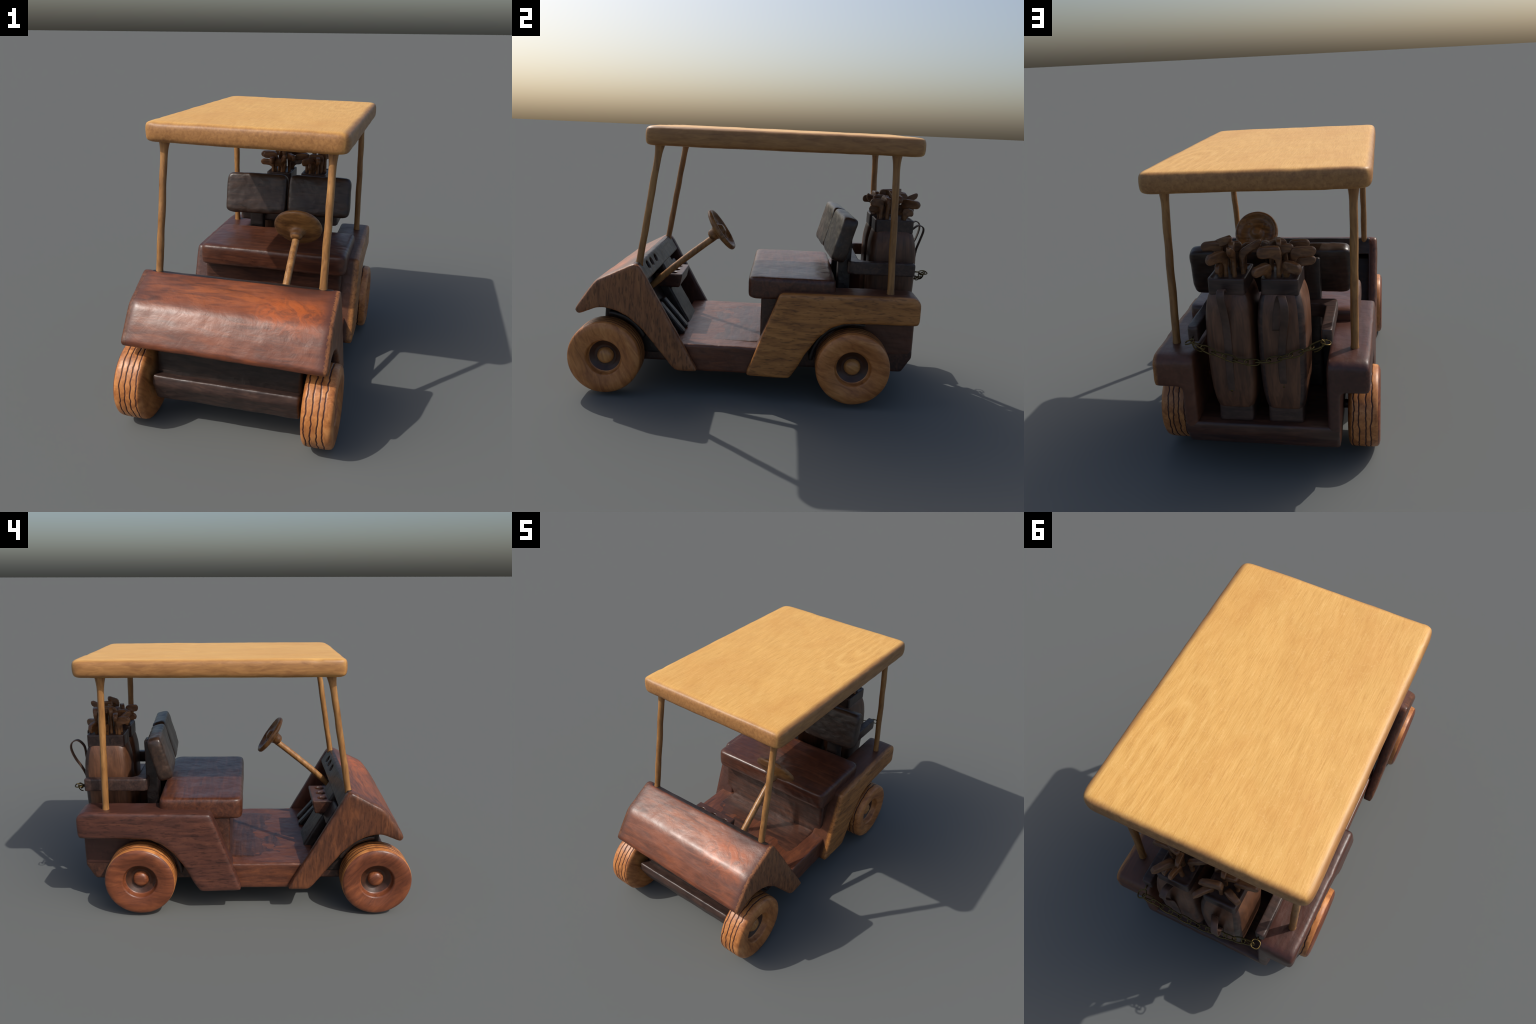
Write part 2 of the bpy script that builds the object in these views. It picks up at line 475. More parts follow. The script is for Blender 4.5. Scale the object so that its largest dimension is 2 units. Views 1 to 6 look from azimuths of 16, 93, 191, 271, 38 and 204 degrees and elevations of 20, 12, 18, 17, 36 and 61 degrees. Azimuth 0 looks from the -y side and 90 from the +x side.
# hood: two flat facets meeting at a soft knee, between two side boards with wheel arches
HOOD = [(-0.947, 0.480), (-0.929, 0.451), (-0.868, 0.478), (-0.780, 0.580), (-0.640, 0.645),
        (-0.598, 0.645), (-0.628, 0.715), (-0.629, 0.7490), (-0.831, 0.6495), (-0.896, 0.564)]
bm = prism(round_poly([(y, z - 0.003) for y, z in HOOD], [0.012, 0.01, 0, 0, 0, 0, 0.0, 0.008, 0.03, 0]), -0.478, 0.478, 'x')
for lo, hi in ((0.455, 0.502), (-0.511, -0.455)):
    bm.from_mesh(to_mesh(prism(round_poly(FRONT, front_r), lo, hi, 'x'), 'side', False))
for v in bm.verts:
    v.co.y -= (0.009 * v.co.x / 0.48 - 0.002) * min(1, max(0, (-0.66 - v.co.y) / 0.15))
cowl = carved(bm, 'cowl', bevel=0, voxel=0.0065, smooth=36, wob=0.0016, freq=7, seed=5)
def cowl_region(c):
    if abs(c.x) < 0.480 and c.y < -0.588 and c.z > 0.44 + (c.y + 0.925) * 0.594:
        return ('hood', 0)
    return ('front_fender', 1 if c.x > 0 else -1)
for key, sub in split_smooth(cowl, cowl_region):
    add(key[0], sub, M_hood if key[0] == 'hood' else (M_pillar_baked_light if key[1] > 0 else M_pillar_baked_shade))
for sx in (1, -1):
    # inner arch block: carries the arch in over the wheel, stops short of the cockpit
    arch = [(-0.868, 0.475), (-0.829, 0.490), (-0.785, 0.496), (-0.718, 0.479), (-0.662, 0.451), (-0.585, 0.385), (-0.540, 0.326),
            (-0.500, 0.326), (-0.640, 0.600), (-0.800, 0.600)]
    al, ah = (0.366, 0.470) if sx > 0 else (-0.470, -0.366)
    add('front_arch', carved(prism(arch, al, ah, 'x'), 'front_arch', voxel=0.009, seed=50 + sx), M_black)

# grille board, under-hood core and the wedge bumper
bm = prism([(-0.832, 0.20), (-0.817, 0.52), (-0.60, 0.52), (-0.50, 0.20)], -0.366, 0.366, 'x')
add('grille_board', carved(bm, 'grille_board', bevel=0.008, voxel=0.009, seed=6), M_black)
bm = prism([(-0.800, 0.276), (-0.888, 0.300), (-0.896, 0.252), (-0.850, 0.150), (-0.70, 0.148), (-0.70, 0.276)], -0.366, 0.366, 'x')
add('front_bumper', carved(bm, 'front_bumper', bevel=0.005, voxel=0.0075, smooth=2, wob=0.003, freq=11, seed=7), M_bagdark)

# dashboard face, tilted like the pillars' rear edge
TY, TZ = 0.334 / 0.585, 1.0           # dy per dz along the sloping face
def dash_y(z, inset=0.0):
    return -0.607 + (0.738 - z) * TY - inset
def slope_board(x0, x1, z0, z1, inset, thick):
    return prism([(dash_y(z1, inset), z1), (dash_y(z0, inset), z0), (dash_y(z0, inset + thick), z0), (dash_y(z1, inset + thick), z1)], x0, x1, 'x')

bm = slope_board(-0.465, 0.465, 0.644, 0.739, 0.002, 0.030)
holes = []
sl = math.atan2(0.334, 0.585)
for hx in (0.312, 0.220, 0.112):
    c = bmesh.new()
    bmesh.ops.create_cone(c, cap_ends=True, segments=24, radius1=0.023, radius2=0.023, depth=0.09)
    rot = Matrix.Rotation(sl - math.radians(90), 4, 'X')
    bmesh.ops.transform(c, matrix=Matrix.Translation((hx, dash_y(0.702), 0.702)) @ rot, verts=c.verts)
    holes.append(c)
bm = cut(bm, holes)
add('dashboard', carved(bm, 'dashboard', bevel=0.004, voxel=0.0055, smooth=3, seed=8), M_black)
bm = slope_board(-0.215, 0.015, 0.50, 0.655, 0.008, 0.06)
add('dashboard_console', carved(bm, 'dashboard_console', bevel=0.008, voxel=0.007, seed=9), M_black)
bm = slope_board(-0.37, -0.205, 0.50, 0.605, 0.03, 0.05)
add('glove_tray', carved(bm, 'glove_tray', bevel=0.008, voxel=0.008, seed=9), M_black)
bm = slope_board(-0.37, 0.37, 0.17, 0.60, 0.100, 0.03)
add('firewall', carved(bm, 'firewall', bevel=0, voxel=0.01, seed=10), M_black)
bm = slope_board(-0.195, 0.050, 0.26, 0.53, 0.036, 0.07)
add('console_panel', carved(bm, 'console_panel', bevel=0.008, voxel=0.007, seed=11), M_black)

# drink shelf with three cup wells
bm = box(-0.222, 0.068, -0.60, -0.436, 0.512, 0.594)
for v in bm.verts:
    if v.co.z < 0.52:
        v.co.y -= 0.018 if v.co.y > -0.5 else 0
wells = []
for hx in (0.020, -0.072, -0.166):
    c = bmesh.new()
    bmesh.ops.create_cone(c, cap_ends=True, segments=24, radius1=0.026, radius2=0.030, depth=0.09)
    bmesh.ops.transform(c, matrix=Matrix.Translation((hx, -0.503, 0.600)), verts=c.verts)
    wells.append(c)
bm = cut(bm, wells)
add('drink_shelf', carved(bm, 'drink_shelf', bevel=0.0, voxel=0.0055, smooth=6, seed=12), M_body)

# pedals: two long rounded slats leaning on the firewall
for px in (0.262, 0.152):
    y0, z0, y1, z1 = -0.375, 0.285, -0.520, 0.455
    bm = prism(round_poly([(px - 0.026, 0), (px + 0.026, 0), (px + 0.026, 0.225), (px - 0.026, 0.225)], 0.012), 0, 0.03, 'z')
    ang = math.atan2(z1 - z0, y1 - y0)
    for v in bm.verts:
        s, h = v.co.y, v.co.z
        v.co = Vector((v.co.x, y0 + math.cos(ang) * s + math.sin(ang) * h - 0.028, z0 + math.sin(ang) * s - math.cos(ang) * h))
    add('pedal', carved(bm, 'pedal', bevel=0.008, voxel=0.005, smooth=3, seed=px), M_black)

# ----------------------------------------------------------------- steering
path = spline([(0.2, -0.60, 0.545), (0.2, -0.48, 0.655), (0.2, -0.36, 0.756), (0.2, -0.235, 0.855)], 8)
rad = [0.0195 + 0.0015 * noise.noise(Vector((0, i * 0.4, 2))) for i in range(len(path))]
add('steering_column', tube(path, rad, 18, 'steering_column'), M_post)

def lathe(profile, n, name, rfun=None, close=True):
    """Turn a (radius, height) profile round local z."""
    bm = bmesh.new()
    rings = []
    for r, h in profile:
        if r < 1e-6:
            rings.append([bm.verts.new((0, 0, h))])
        else:
            rings.append([bm.verts.new((r * math.cos(a), r * math.sin(a), h)) for a in (2 * math.pi * k / n for k in range(n))])
    for a, b in zip(rings, rings[1:]):
        for k in range(n):
            k2 = (k + 1) % n
            if len(a) == 1 and len(b) == 1:
                continue
            if len(a) == 1:
                bm.faces.new((a[0], b[k], b[k2]))
            elif len(b) == 1:
                bm.faces.new((a[k], b[0], a[k2]))
            else:
                bm.faces.new((a[k], b[k], b[k2], a[k2]))
    return bm

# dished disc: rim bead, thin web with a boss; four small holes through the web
prof = spline([(0, 0.018), (0.022, 0.017), (0.032, 0.006), (0.05, -0.010), (0.085, -0.010), (0.103, 0.002), (0.113, 0.012),
               (0.124, 0.012), (0.131, 0.002), (0.128, -0.010), (0.115, -0.017), (0.085, -0.026), (0.055, -0.030),
               (0.040, -0.038), (0.034, -0.052), (0.034, -0.062), (0.030, -0.072), (0.018, -0.082), (0, -0.082)], 3)
bm = lathe([(max(0, p[0]) if i not in (0,) else 0, p[1]) for i, p in enumerate(prof)], 64, 'steering_wheel')
bmesh.ops.recalc_face_normals(bm, faces=bm.faces)
holes = []
for k in range(4):
    c = bmesh.new()
    bmesh.ops.create_cone(c, cap_ends=True, segments=16, radius1=0.013, radius2=0.013, depth=0.02)
    a = math.radians(45 + 90 * k)
    bmesh.ops.transform(c, matrix=Matrix.Translation((0.066 * math.cos(a), 0.066 * math.sin(a), -0.008)), verts=c.verts)
    holes.append(c)
bm = cut(bm, holes)
axis = Vector((0.0, 0.825, 0.565)).normalized()
q = Vector((0, 0, 1)).rotation_difference(axis)
bmesh.ops.transform(bm, matrix=Matrix.Translation((0.2, -0.192, 0.903)) @ q.to_matrix().to_4x4(), verts=bm.verts)
add('steering_wheel', carved(bm, 'steering_wheel', voxel=0.004, smooth=2, wob=0.0012, freq=18, seed=13), M_wheelwood)

# ----------------------------------------------------------------- floor and chassis
bm = prism([(-0.345, 0.140), (-0.440, 0.294), (0.10, 0.294), (0.10, 0.140)], -0.455, 0.455, 'x')
add('floor', carved(bm, 'floor', bevel=0.007, voxel=0.0075, smooth=3, wob=0.0025, freq=8, seed=14), M_floor)
bm = prism([(-0.80, 0.155), (0.865, 0.158), (0.917, 0.245), (0.917, 0.295), (0.86, 0.300), (0.20, 0.300), (-0.80, 0.284)], -0.362, 0.362, 'x')
add('chassis', carved(bm, 'chassis', bevel=0.008, voxel=0.0095, seed=15), M_body)

# ----------------------------------------------------------------- rear body
REAR = [(0.161, 0.627), (-0.014, 0.150), (0.230, 0.145), (0.272, 0.212), (0.310, 0.290), (0.376, 0.384), (0.442, 0.442),
        (0.505, 0.467), (0.600, 0.473), (0.916, 0.474), (0.919, 0.602), (0.890, 0.633)]
REAR = [(y, z - 0.005) for y, z in REAR]
rear_r = [0.012, 0.012, 0.012, 0, 0, 0, 0, 0, 0, 0.012, 0.02, 0.02]
for sx, mat in ((1, M_fender_baked_light), (-1, M_fender_baked_shade)):
    lo, hi = (0.355, 0.509) if sx > 0 else (-0.512, -0.355)
    bm = prism(round_poly(REAR, rear_r), lo, hi, 'x')
    # inner wall of the luggage well, one piece with the fender
    lo, hi = (0.303, 0.372) if sx > 0 else (-0.374, -0.314)
    wall = prism(round_poly([(0.09, 0.25), (0.917, 0.25), (0.918, 0.597), (0.890, 0.627), (0.45, 0.624), (0.16, 0.590)], [0, 0, 0.02, 0.02, 0, 0]), lo, hi, 'x')
    bm.from_mesh(to_mesh(wall, 'wall', False))
    for v in bm.verts:                   # the sides draw in slightly towards the tail
        v.co.x *= 1 - 0.024 * min(1, max(0, (v.co.y - 0.25) / 0.6))
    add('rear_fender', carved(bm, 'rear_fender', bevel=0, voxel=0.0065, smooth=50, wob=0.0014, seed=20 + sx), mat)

bm = box(-0.418, 0.418, 0.056, 0.47, 0.27, 0.59)
add('seat_base', carved(bm, 'seat_base', bevel=0.010, voxel=0.009, seed=26), M_body)
bm = prism(round_poly([(-0.432, -0.018), (0.446, -0.018), (0.446, 0.462), (-0.432, 0.462)], 0.045), 0.560, 0.686, 'z')
for v in bm.verts:
    v.co.z += 0.003 + 0.003 * v.co.x / 0.44
add('seat_cushion', carved(bm, 'seat_cushion', bevel=0, voxel=0.0075, smooth=60, wob=0.002, seed=27), M_seat)

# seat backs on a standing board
for x0, x1 in ((0.165, 0.250), (-0.256, -0.168)):
    bm = box(x0, x1, 0.478, 0.552, 0.30, 0.985)
    add('seat_back_support', carved(bm, 'seat_back_support', voxel=0.0075, smooth=10, seed=28 + x0), M_black)
bm = box(-0.30, 0.30, 0.455, 0.475, 0.28, 0.56)
add('bay_bulkhead', carved(bm, 'bay_bulkhead', voxel=0.009, seed=29), M_black)

for sx in (1, -1):
    w, h, t = 0.398, 0.258, 0.086
    bm = prism(round_poly([(-w / 2, -h / 2), (w / 2, -h / 2), (w / 2, h / 2), (-w / 2, h / 2)], 0.036), -t / 2, t / 2, 'y')
    M = Matrix.Translation((-0.003 + sx * 0.2005, 0.470 + sx * 0.013, 0.904)) @ Matrix.Rotation(math.radians(3.7), 4, 'Z') @ Matrix.Rotation(math.radians(-15.3), 4, 'X')
    bmesh.ops.transform(bm, matrix=M, verts=bm.verts)
    add('seat_back', carved(bm, 'seat_back', bevel=0, voxel=0.0065, smooth=90, wob=0.0028, freq=10, seed=30 + sx), M_seatback)

# U-shaped luggage rail
outer = [(-0.338, 0.895), (-0.338, 0.530), (0.312, 0.530), (0.312, 0.905), (0.262, 0.905), (0.262, 0.595), (-0.288, 0.595), (-0.288, 0.895)]
bm = prism(round_poly(outer, [0.012, 0.03, 0.03, 0.012, 0.012, 0.06, 0.06, 0.012]), 0.702, 0.774, 'z')
add('luggage_rail', carved(bm, 'luggage_rail', bevel=0, voxel=0.006, smooth=8, seed=33), M_bagdark)

# ----------------------------------------------------------------- wheels
def wheel_mesh(seed, tyre):
    """Turned wheel about local x (outside towards +x): four wavering grooves cut in
    the tread, hollowed rim, dark groove floors."""
    R, w = 0.2025, 0.138
    n = 160
    gpos = [0.19, 0.39, 0.60, 0.80]
    # tread columns as (position across width, depth, groove index or None)
    cols = []
    for g, gp in enumerate(gpos):
        for o, d in ((-0.0072, 0.0), (-0.0034, 0.0), (-0.0013, 0.0018), (0.0013, 0.0018), (0.0034, 0.0), (0.0072, 0.0)):
            cols.append((gp * w + o, d, g))
    bm = bmesh.new()
    inner = [(0.0, 0.004), (0.10, 0.002), (0.168, 0.0), (0.186, 0.004), (0.197, 0.012)]
    outer = [(0.2005, w - 0.006), (0.1975, w + 0.004), (0.189, w + 0.011), (0.170, w + 0.0155), (0.145, w + 0.014), (0.122, w + 0.007),
             (0.108, w + 0.004), (0.1035, w + 0.003), (0.099, w - 0.001), (0.0965, w - 0.008), (0.093, w - 0.026), (0.087, w - 0.034), (0.070, w - 0.038), (0.064, w - 0.046), (0.056, w - 0.048), (0.0, w - 0.048)]
    rings = []
    def wav(a, g):
        v = Vector((math.cos(a) * 2.2 + seed * 5, math.sin(a) * 2.2 + g * 1.3, seed + g * 0.37))
        return 0.0065 * noise.noise(v * 1.0) + 0.0045 * noise.noise(v * 3.2) + 0.0025 * noise.noise(v * 8)
    def wob(a, r):
        return 1 + 0.007 * noise.noise(Vector((math.cos(a) * 2.0, math.sin(a) * 2.0, seed + 4))) * min(1, r / 0.1)
    allp = [(r, x, None) for r, x in inner] + [(R - d - 0.0012 * (2 * x / w - 1) ** 4 * 2, x, g) for x, d, g in cols] + [(r, x, None) for r, x in outer]
    for r, x, g in allp:
        if r == 0:
            rings.append([bm.verts.new((x, 0, 0))])
            continue
        ring = []
        for k in range(n):
            a = 2 * math.pi * k / n
            rr = r * wob(a, r) if r > 0.09 else r * (1 + 0.02 * noise.noise(Vector((math.cos(a), math.sin(a), seed))))
            xx = x + (wav(a, g) if g is not None else 0)
            ring.append(bm.verts.new((xx, rr * math.sin(a), rr * math.cos(a))))
        rings.append(ring)
    ni = len(inner)
    for i, (A, B) in enumerate(zip(rings, rings[1:])):
        mi = 0
        if ni <= i < ni + len(cols) - 1 and (i - ni) % 6 in (1, 2, 3):
            mi = 1
        if allp[i][0] <= 0.0885 and allp[i][1] > w * 0.5 and allp[i][0] > 0:
            mi = 2
        if mi == 0 and i >= ni + len(cols) + 1:
            mi = 3
        for k in range(n):
            k2 = (k + 1) % n
            if len(A) == 1:
                f = bm.faces.new((A[0], B[k2], B[k]))
            elif len(B) == 1:
                f = bm.faces.new((A[k], A[k2], B[0]))
            else:
                f = bm.faces.new((A[k], A[k2], B[k2], B[k]))
            f.material_index = mi
            f.smooth = True
    me = to_mesh(bm, 'wheel')
    for m in (M_tyre, M_groove, M_rim, tyre):
        me.materials.append(m)
    return me

hubm = to_mesh(lathe([(0, 0.040), (0.020, 0.0385), (0.034, 0.033), (0.043, 0.022), (0.046, 0.008), (0.046, -0.03), (0, -0.03)], 28, 'hub_cap'), 'hub_cap')
hubm_baked_shade = hubm.copy()
axm = to_mesh(lathe([(0, 0.05), (0.022, 0.05), (0.022, -0.06), (0, -0.06)], 20, 'axle'), 'axle')
wi = 0
for y in (-0.787, 0.571):
    for sx in (1, -1):
        wi += 1
        wo = add('wheel', wheel_mesh(wi * 1.37, M_tyre if sx > 0 else M_tyre_baked_shade), None,
                 loc=(sx * 0.388, y, {1: 0.217, 2: 0.212, 3: 0.223, 4: 0.219}[wi]), rot=(0.4 * wi * sx, 0, 0 if sx > 0 else math.pi))
        add('hub_cap', hubm if sx > 0 else hubm_baked_shade, M_hub if sx > 0 else M_hub_baked_shade, parent=wo, loc=(0.082, 0, 0), rot=(0, math.pi / 2, 0))
        add('axle', axm, M_body, parent=wo, loc=(-0.01, 0, 0), rot=(0, math.pi / 2, 0))

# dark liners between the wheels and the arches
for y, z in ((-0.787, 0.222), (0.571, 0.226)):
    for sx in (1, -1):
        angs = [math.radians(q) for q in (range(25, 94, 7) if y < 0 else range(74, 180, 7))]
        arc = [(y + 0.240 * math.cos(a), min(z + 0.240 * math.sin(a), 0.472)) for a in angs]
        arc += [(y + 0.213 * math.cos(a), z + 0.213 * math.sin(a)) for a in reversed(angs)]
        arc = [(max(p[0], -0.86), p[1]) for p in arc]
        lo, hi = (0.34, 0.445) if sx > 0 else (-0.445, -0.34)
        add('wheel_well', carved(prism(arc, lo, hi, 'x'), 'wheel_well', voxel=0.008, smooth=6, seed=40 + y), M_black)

# ----------------------------------------------------------------- golf bags
def loft_bag(sections, name, corner=0.42, ncorner=4):
    """Stack rounded rectangles: (z, half-x, half-y, y shift)."""
    bm = bmesh.new()
    rings = []
    for z, hx, hy, oy in sections:
        c = corner * hx
        pts = round_poly([(-hx, -hy + oy), (hx, -hy + oy), (hx, hy + oy), (-hx, hy + oy)], c)
        rings.append([bm.verts.new((p[0], p[1], z)) for p in pts])
    n = len(rings[0])
    for a, b in zip(rings, rings[1:]):
        for k in range(n):
            bm.faces.new((a[k], a[(k + 1) % n], b[(k + 1) % n], b[k]))
    bm.faces.new(rings[0])
    bm.faces.new(rings[-1])
    return bm

def ribbon(path, w, t, name):
    """Leather strap: flat band swept along a path, width along x."""
    bm = bmesh.new()
    rings = []
    m = len(path)
    for i, p in enumerate(path):
        tg = (Vector(path[min(i + 1, m - 1)]) - Vector(path[max(i - 1, 0)]))
        tg.x = 0
        tg.normalize()
        nn = Vector((0, tg.z, -tg.y))
        p = Vector(p)
        X = Vector((1, 0, 0))
        rings.append([bm.verts.new(p + X * a * w / 2 + nn * b * t / 2) for a, b in ((-1, -0.6), (-0.8, -1), (0.8, -1), (1, -0.6), (1, 0.6), (0.8, 1), (-0.8, 1), (-1, 0.6))])
    for a, b in zip(rings, rings[1:]):
        for k in range(8):
            bm.faces.new((a[k], a[(k + 1) % 8], b[(k + 1) % 8], b[k]))
    bm.faces.new(rings[0])
    bm.faces.new(rings[-1])
    return to_mesh(bm, name)

def club_mesh(head_len, head_h, thick, rise, shaft, seed):
    """Wooden club, origin at the shaft's foot: shaft along +z, flat paddle head along +x."""
    L, h = head_len, head_h / 2
    out = [(-0.012, -2.1 * h), (-0.0135, -0.2 * h), (-0.006, 0.75 * h), (0.012, h), (0.55 * L, 1.02 * h), (0.86 * L, 0.95 * h), (0.99 * L, 0.45 * h),
           (L, -0.25 * h), (0.9 * L, -0.9 * h), (0.6 * L, -1.0 * h), (0.034, -0.92 * h), (0.016, -1.25 * h), (0.0115, -2.1 * h)]
    pts = []
    for x, z in round_poly(out, 0.008):
        pts.append((x, shaft + z + rise * max(0.0, x) / L))
    bm = prism(pts, -thick / 2, thick / 2, 'y')
    for v in bm.verts:                   # slimmer towards the neck and the toe
        f = max(0.0, v.co.x) / L
        neck = min(1.0, max(0.0, (v.co.z - (shaft - 2.1 * h)) / (1.4 * h)))
        w = (0.62 + 0.38 * neck) * (1 - 0.25 * max(0, f - 0.6) / 0.4)
        v.co.y = v.co.y * w + 0.010 * f * f
    n = 14
    sh = tube([Vector((0, 0, -0.035)), Vector((0, 0, shaft * 0.4)), Vector((0, 0, shaft - 0.8 * h))], 0.0112, n, 'shaft')
    bm.from_mesh(sh)
    return carved(bm, 'golf_club', voxel=0.0042, smooth=5, wob=0.0012, freq=22, seed=seed)

BODY = [(0.372, 0.080, 0.096, 0.002), (0.380, 0.086, 0.104, 0.002), (0.430, 0.097, 0.117, 0.001), (0.500, 0.104, 0.126, 0.001),
        (0.600, 0.108, 0.131, 0.002), (0.720, 0.109, 0.133, 0.003), (0.800, 0.108, 0.132, 0.002), (0.860, 0.104, 0.127, 0.000),
        (0.900, 0.097, 0.119, -0.001), (0.925, 0.089, 0.112, -0.003), (0.942, 0.080, 0.104, -0.004)]

def smooth_sections(sec, per=4):
    return [tuple(v) for v in (list(p) for p in spline([Vector(s) for s in sec], per))]

bag_specs = [
    # x centre, y centre, strap path, clubs (foot x, foot y, shaft, azimuth of head, length, height, thick, drop)
    (0.118, 0.790,
     [(0.128, 0.905, 0.945), (0.128, 0.935, 0.968), (0.128, 0.962, 0.960), (0.127, 0.968, 0.935), (0.124, 0.953, 0.880), (0.122, 0.936, 0.820),
      (0.120, 0.930, 0.740), (0.121, 0.927, 0.640), (0.123, 0.922, 0.560), (0.124, 0.914, 0.490), (0.124, 0.907, 0.452)],
     [(0.160, 0.795, 0.138, 0, 0.072, 0.050, 0.034, 0.004),
      (0.126, 0.848, 0.108, 47, 0.088, 0.056, 0.036, 0.006),
      (0.178, 0.785, 0.140, 150, 0.072, 0.050, 0.032, -0.034),
      (0.106, 0.808, 0.146, 92, 0.050, 0.048, 0.032, 0.004),
      (0.086, 0.852, 0.118, 82, 0.060, 0.046, 0.028, -0.036),
      (0.056, 0.812, 0.108, 188, 0.080, 0.044, 0.028, -0.044),
      (0.112, 0.728, 0.090, 196, 0.070, 0.058, 0.034, 0.002),
      (0.156, 0.748, 0.112, 190, 0.080, 0.056, 0.034, 0.000),
      (0.064, 0.750, 0.118, 182, 0.070, 0.050, 0.032, 0.004),
      (0.140, 0.716, 0.106, -82, 0.058, 0.052, 0.034, 0.000),
      (0.092, 0.712, 0.066, -98, 0.054, 0.048, 0.032, 0.006),
      (0.150, 0.850, 0.062, 75, 0.040, 0.050, 0.034, 0.012)]),
    (-0.116, 0.788,
     [(-0.098, 0.926, 0.780), (-0.104, 0.930, 0.850), (-0.115, 0.935, 0.915), (-0.133, 0.965, 0.955), (-0.146, 0.996, 0.945), (-0.152, 1.004, 0.910),
      (-0.146, 0.986, 0.850), (-0.132, 0.950, 0.780), (-0.122, 0.930, 0.715), (-0.117, 0.926, 0.640), (-0.115, 0.920, 0.560), (-0.117, 0.912, 0.510), (-0.117, 0.907, 0.482)],
     [(-0.108, 0.850, 0.128, 8, 0.084, 0.062, 0.036, 0.004),
      (-0.062, 0.858, 0.058, 46, 0.078, 0.054, 0.036, 0.006),
      (-0.140, 0.846, 0.064, 152, 0.060, 0.058, 0.040, 0.014),
      (-0.168, 0.806, 0.112, 182, 0.088, 0.052, 0.034, -0.002),
      (-0.172, 0.780, 0.058, 179, 0.080, 0.048, 0.034, -0.008),
      (-0.108, 0.806, 0.126, 176, 0.056, 0.048, 0.032, 0.000),
      (-0.132, 0.764, 0.158, 28, 0.066, 0.050, 0.034, 0.000),
      (-0.098, 0.738, 0.172, 96, 0.078, 0.048, 0.034, -0.006),
      (-0.090, 0.716, 0.076, 172, 0.056, 0.056, 0.034, 0.006),
      (-0.100, 0.710, 0.084, -70, 0.060, 0.050, 0.028, -0.036),
      (-0.150, 0.724, 0.120, 184, 0.074, 0.050, 0.034, 0.000),
      (-0.160, 0.710, 0.096, -96, 0.060, 0.052, 0.034, 0.002),
      (-0.060, 0.756, 0.116, -58, 0.070, 0.050, 0.034, 0.004)]),
]
for bx, by, strap, clubs in bag_specs:
    sec = [(s[0], s[1], s[2], s[3]) for s in smooth_sections(BODY)]
    bm = loft_bag(sec, 'golf_bag', corner=0.48)
    bmesh.ops.translate(bm, verts=bm.verts, vec=(bx, by, 0))
    me = to_mesh(bm, 'golf_bag')
    bag = add('golf_bag', me, [M_bag, M_bagdark])
    if bx < 0:                           # darker faces at the corners of the left bag
        for p in me.polygons:
            if abs(p.normal.z) < 0.8 and 0.25 < abs(p.normal.x) < 0.92 and p.normal.y > 0.2:
                p.material_index = 1
    bm = prism(round_poly([(bx - 0.083, by - 0.111), (bx + 0.083, by - 0.111), (bx + 0.083, by + 0.107), (bx - 0.083, by + 0.107)], 0.016), 0.928, 1.003, 'z')
    c = prism(round_poly([(bx - 0.070, by - 0.098), (bx + 0.070, by - 0.098), (bx + 0.070, by + 0.094), (bx - 0.070, by + 0.094)], 0.012), 0.997, 1.05, 'z')
    bm = cut(bm, [c])
    add('bag_collar', carved(bm, 'bag_collar', bevel=0.005, voxel=0.005, smooth=2, wob=0.001, seed=bx * 9), M_bagdark, parent=bag)
    bm = prism(round_poly([(bx - 0.082, by - 0.11), (bx + 0.082, by - 0.11), (bx + 0.082, by + 0.098), (bx - 0.082, by + 0.098)], 0.016), 0.294, 0.386, 'z')
    add('bag_foot', carved(bm, 'bag_foot', bevel=0.008, voxel=0.006, smooth=3, wob=0.0018, seed=bx * 9 + 3), M_bagdark, parent=bag)
    add('bag_strap', ribbon(spline(strap, 8), 0.034, 0.0065, 'bag_strap'), M_strap, parent=bag)
    riv = to_mesh(lathe([(0, 0.004), (0.005, 0.003), (0.008, 0), (0.008, -0.004), (0, -0.004)], 14, 'rivet'), 'rivet')
    e = strap[-1]
    add('rivet', riv, M_brass, parent=bag, loc=(e[0], e[1] + 0.005, e[2] + 0.018), rot=(-math.pi / 2, 0, 0))
    for i, (cx, cy, sh, az, hl, hh, th, dr) in enumerate(clubs):
        tilt = rng.uniform(-3, 3)
        add('golf_club', club_mesh(hl + 0.010, hh * 0.86, th * 0.82, -dr, min(sh, 0.142) + 0.001, i + bx * 50), M_club, parent=bag, loc=(cx, cy, 0.985),
            rot=(math.radians(tilt), math.radians(rng.uniform(-3, 3)), math.radians(az)))

# ----------------------------------------------------------------- chain
def loop_mesh(a, b, r, name, n=28, twist=0.0):
    """Stadium-shaped wire link, long axis x, in the local xy plane."""
    bm = bmesh.new()
    rings = []
    m = 8
    for k in range(n):
        t = 2 * math.pi * k / n
        c, s = math.cos(t), math.sin(t)
        px = a * math.copysign(abs(c) ** 0.75, c)
        py = b * math.copysign(abs(s) ** 0.75, s)
        pz = twist * c * s
        dv = Vector((px / a, py / b, 0)).normalized()
        rings.append([bm.verts.new(Vector((px, py, pz)) + dv * r * math.cos(q) + Vector((0, 0, 1)) * r * math.sin(q))
                      for q in (2 * math.pi * j / m for j in range(m))])
    for k in range(n):
        A, B = rings[k], rings[(k + 1) % n]
        for j in range(m):
            bm.faces.new((A[j], A[(j + 1) % m], B[(j + 1) % m], B[j]))
    return to_mesh(bm, name)

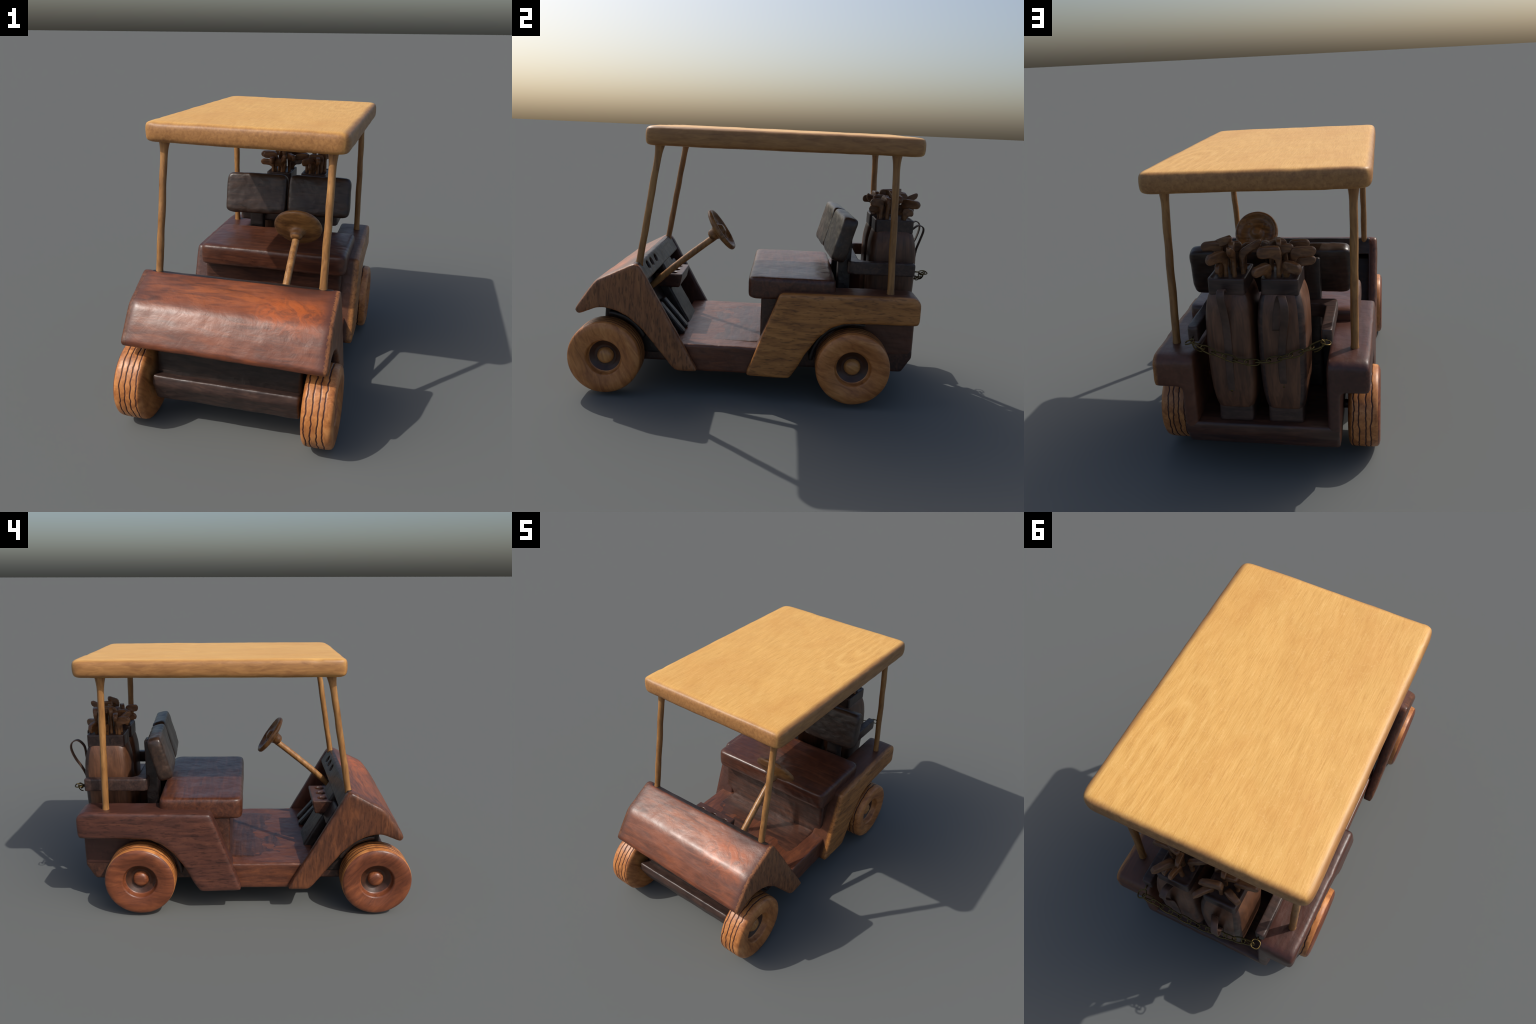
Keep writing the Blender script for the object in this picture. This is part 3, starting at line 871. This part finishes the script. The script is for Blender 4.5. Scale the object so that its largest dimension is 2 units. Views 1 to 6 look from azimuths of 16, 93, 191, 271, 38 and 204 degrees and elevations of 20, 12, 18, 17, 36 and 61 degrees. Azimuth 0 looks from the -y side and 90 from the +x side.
link = loop_mesh(0.0345, 0.0135, 0.0033, 'chain_link', twist=0.006)
link.materials.append(M_brass)
eye = loop_mesh(0.021, 0.021, 0.0034, 'screw_eye')
eye.materials.append(M_brass)
eR, eL = Vector((0.287, 0.951, 0.727)), Vector((-0.312, 0.930, 0.731))
mid = Vector((0.012, 0.953, 0.637))
chain_pts = spline([eR + Vector((-0.014, 0.004, -0.002)), eR.lerp(mid, 0.5) + Vector((0, 0.003, -0.014)), mid, eL.lerp(mid, 0.5) + Vector((0, 0.006, -0.014)), eL + Vector((0.014, 0.004, -0.002))], 40)
seg = [0.0]
for p, q2 in zip(chain_pts, chain_pts[1:]):
    seg.append(seg[-1] + (q2 - p).length)
def at(s):
    for i in range(len(seg) - 1):
        if seg[i + 1] >= s:
            return chain_pts[i].lerp(chain_pts[i + 1], (s - seg[i]) / (seg[i + 1] - seg[i]))
    return chain_pts[-1]
chain = add('chain', eye, M_brass, loc=eR, rot=(0.1, 0.25, 0.4))
chain.name = 'chain'
e2 = add('screw_eye', eye, M_brass, parent=chain)
e2.matrix_parent_inverse = Matrix()
def under_chain(ob, M):
    base = Matrix.LocRotScale(chain.location, chain.rotation_euler, None)
    ob.matrix_basis = base.inverted() @ M
under_chain(e2, Matrix.LocRotScale(eL, None, None) @ Matrix.Rotation(-0.2, 4, 'Y'))
nl = 12
L = seg[-1]
for i in range(nl):
    s = (i + 0.5) / nl * L
    p = at(s)
    tg = (at(min(L, s + 0.01)) - at(max(0, s - 0.01))).normalized()
    up = Vector((0, 0.35, 1)).normalized()
    side = up.cross(tg).normalized()
    up = tg.cross(side)
    B = Matrix((tg, side, up)).transposed().to_4x4()
    M = Matrix.Translation(p) @ B @ Matrix.Rotation(math.radians((38 if i % 2 else -20) + rng.uniform(-8, 8)), 4, 'X')
    ob = add('chain_link', link, M_brass, parent=chain)
    under_chain(ob, M)
for e, yend, s in ((eR, 0.895, 1), (eL, 0.885, -1)):
    st = tube([e + Vector((0.0, -0.021, 0.0)), Vector((e.x - 0.002 * s, (e.y + yend) / 2, e.z + 0.001)), Vector((e.x - 0.002 * s, yend, e.z + 0.002))], 0.004, 8, 'eye_shank')
    ob = add('eye_shank', st, M_brass, parent=chain)
    under_chain(ob, Matrix())
    tail = tube(spline([e + Vector((-0.012 * s, 0.004, -0.004)), e + Vector((-0.020 * s, 0.006, -0.024)), e + Vector((-0.036 * s, 0.0, -0.042)), e + Vector((-0.052 * s, -0.006, -0.050))], 6), 0.0032, 8, 'chain_tail')
    ob = add('chain_tail', tail, M_brass, parent=chain)
    under_chain(ob, Matrix())
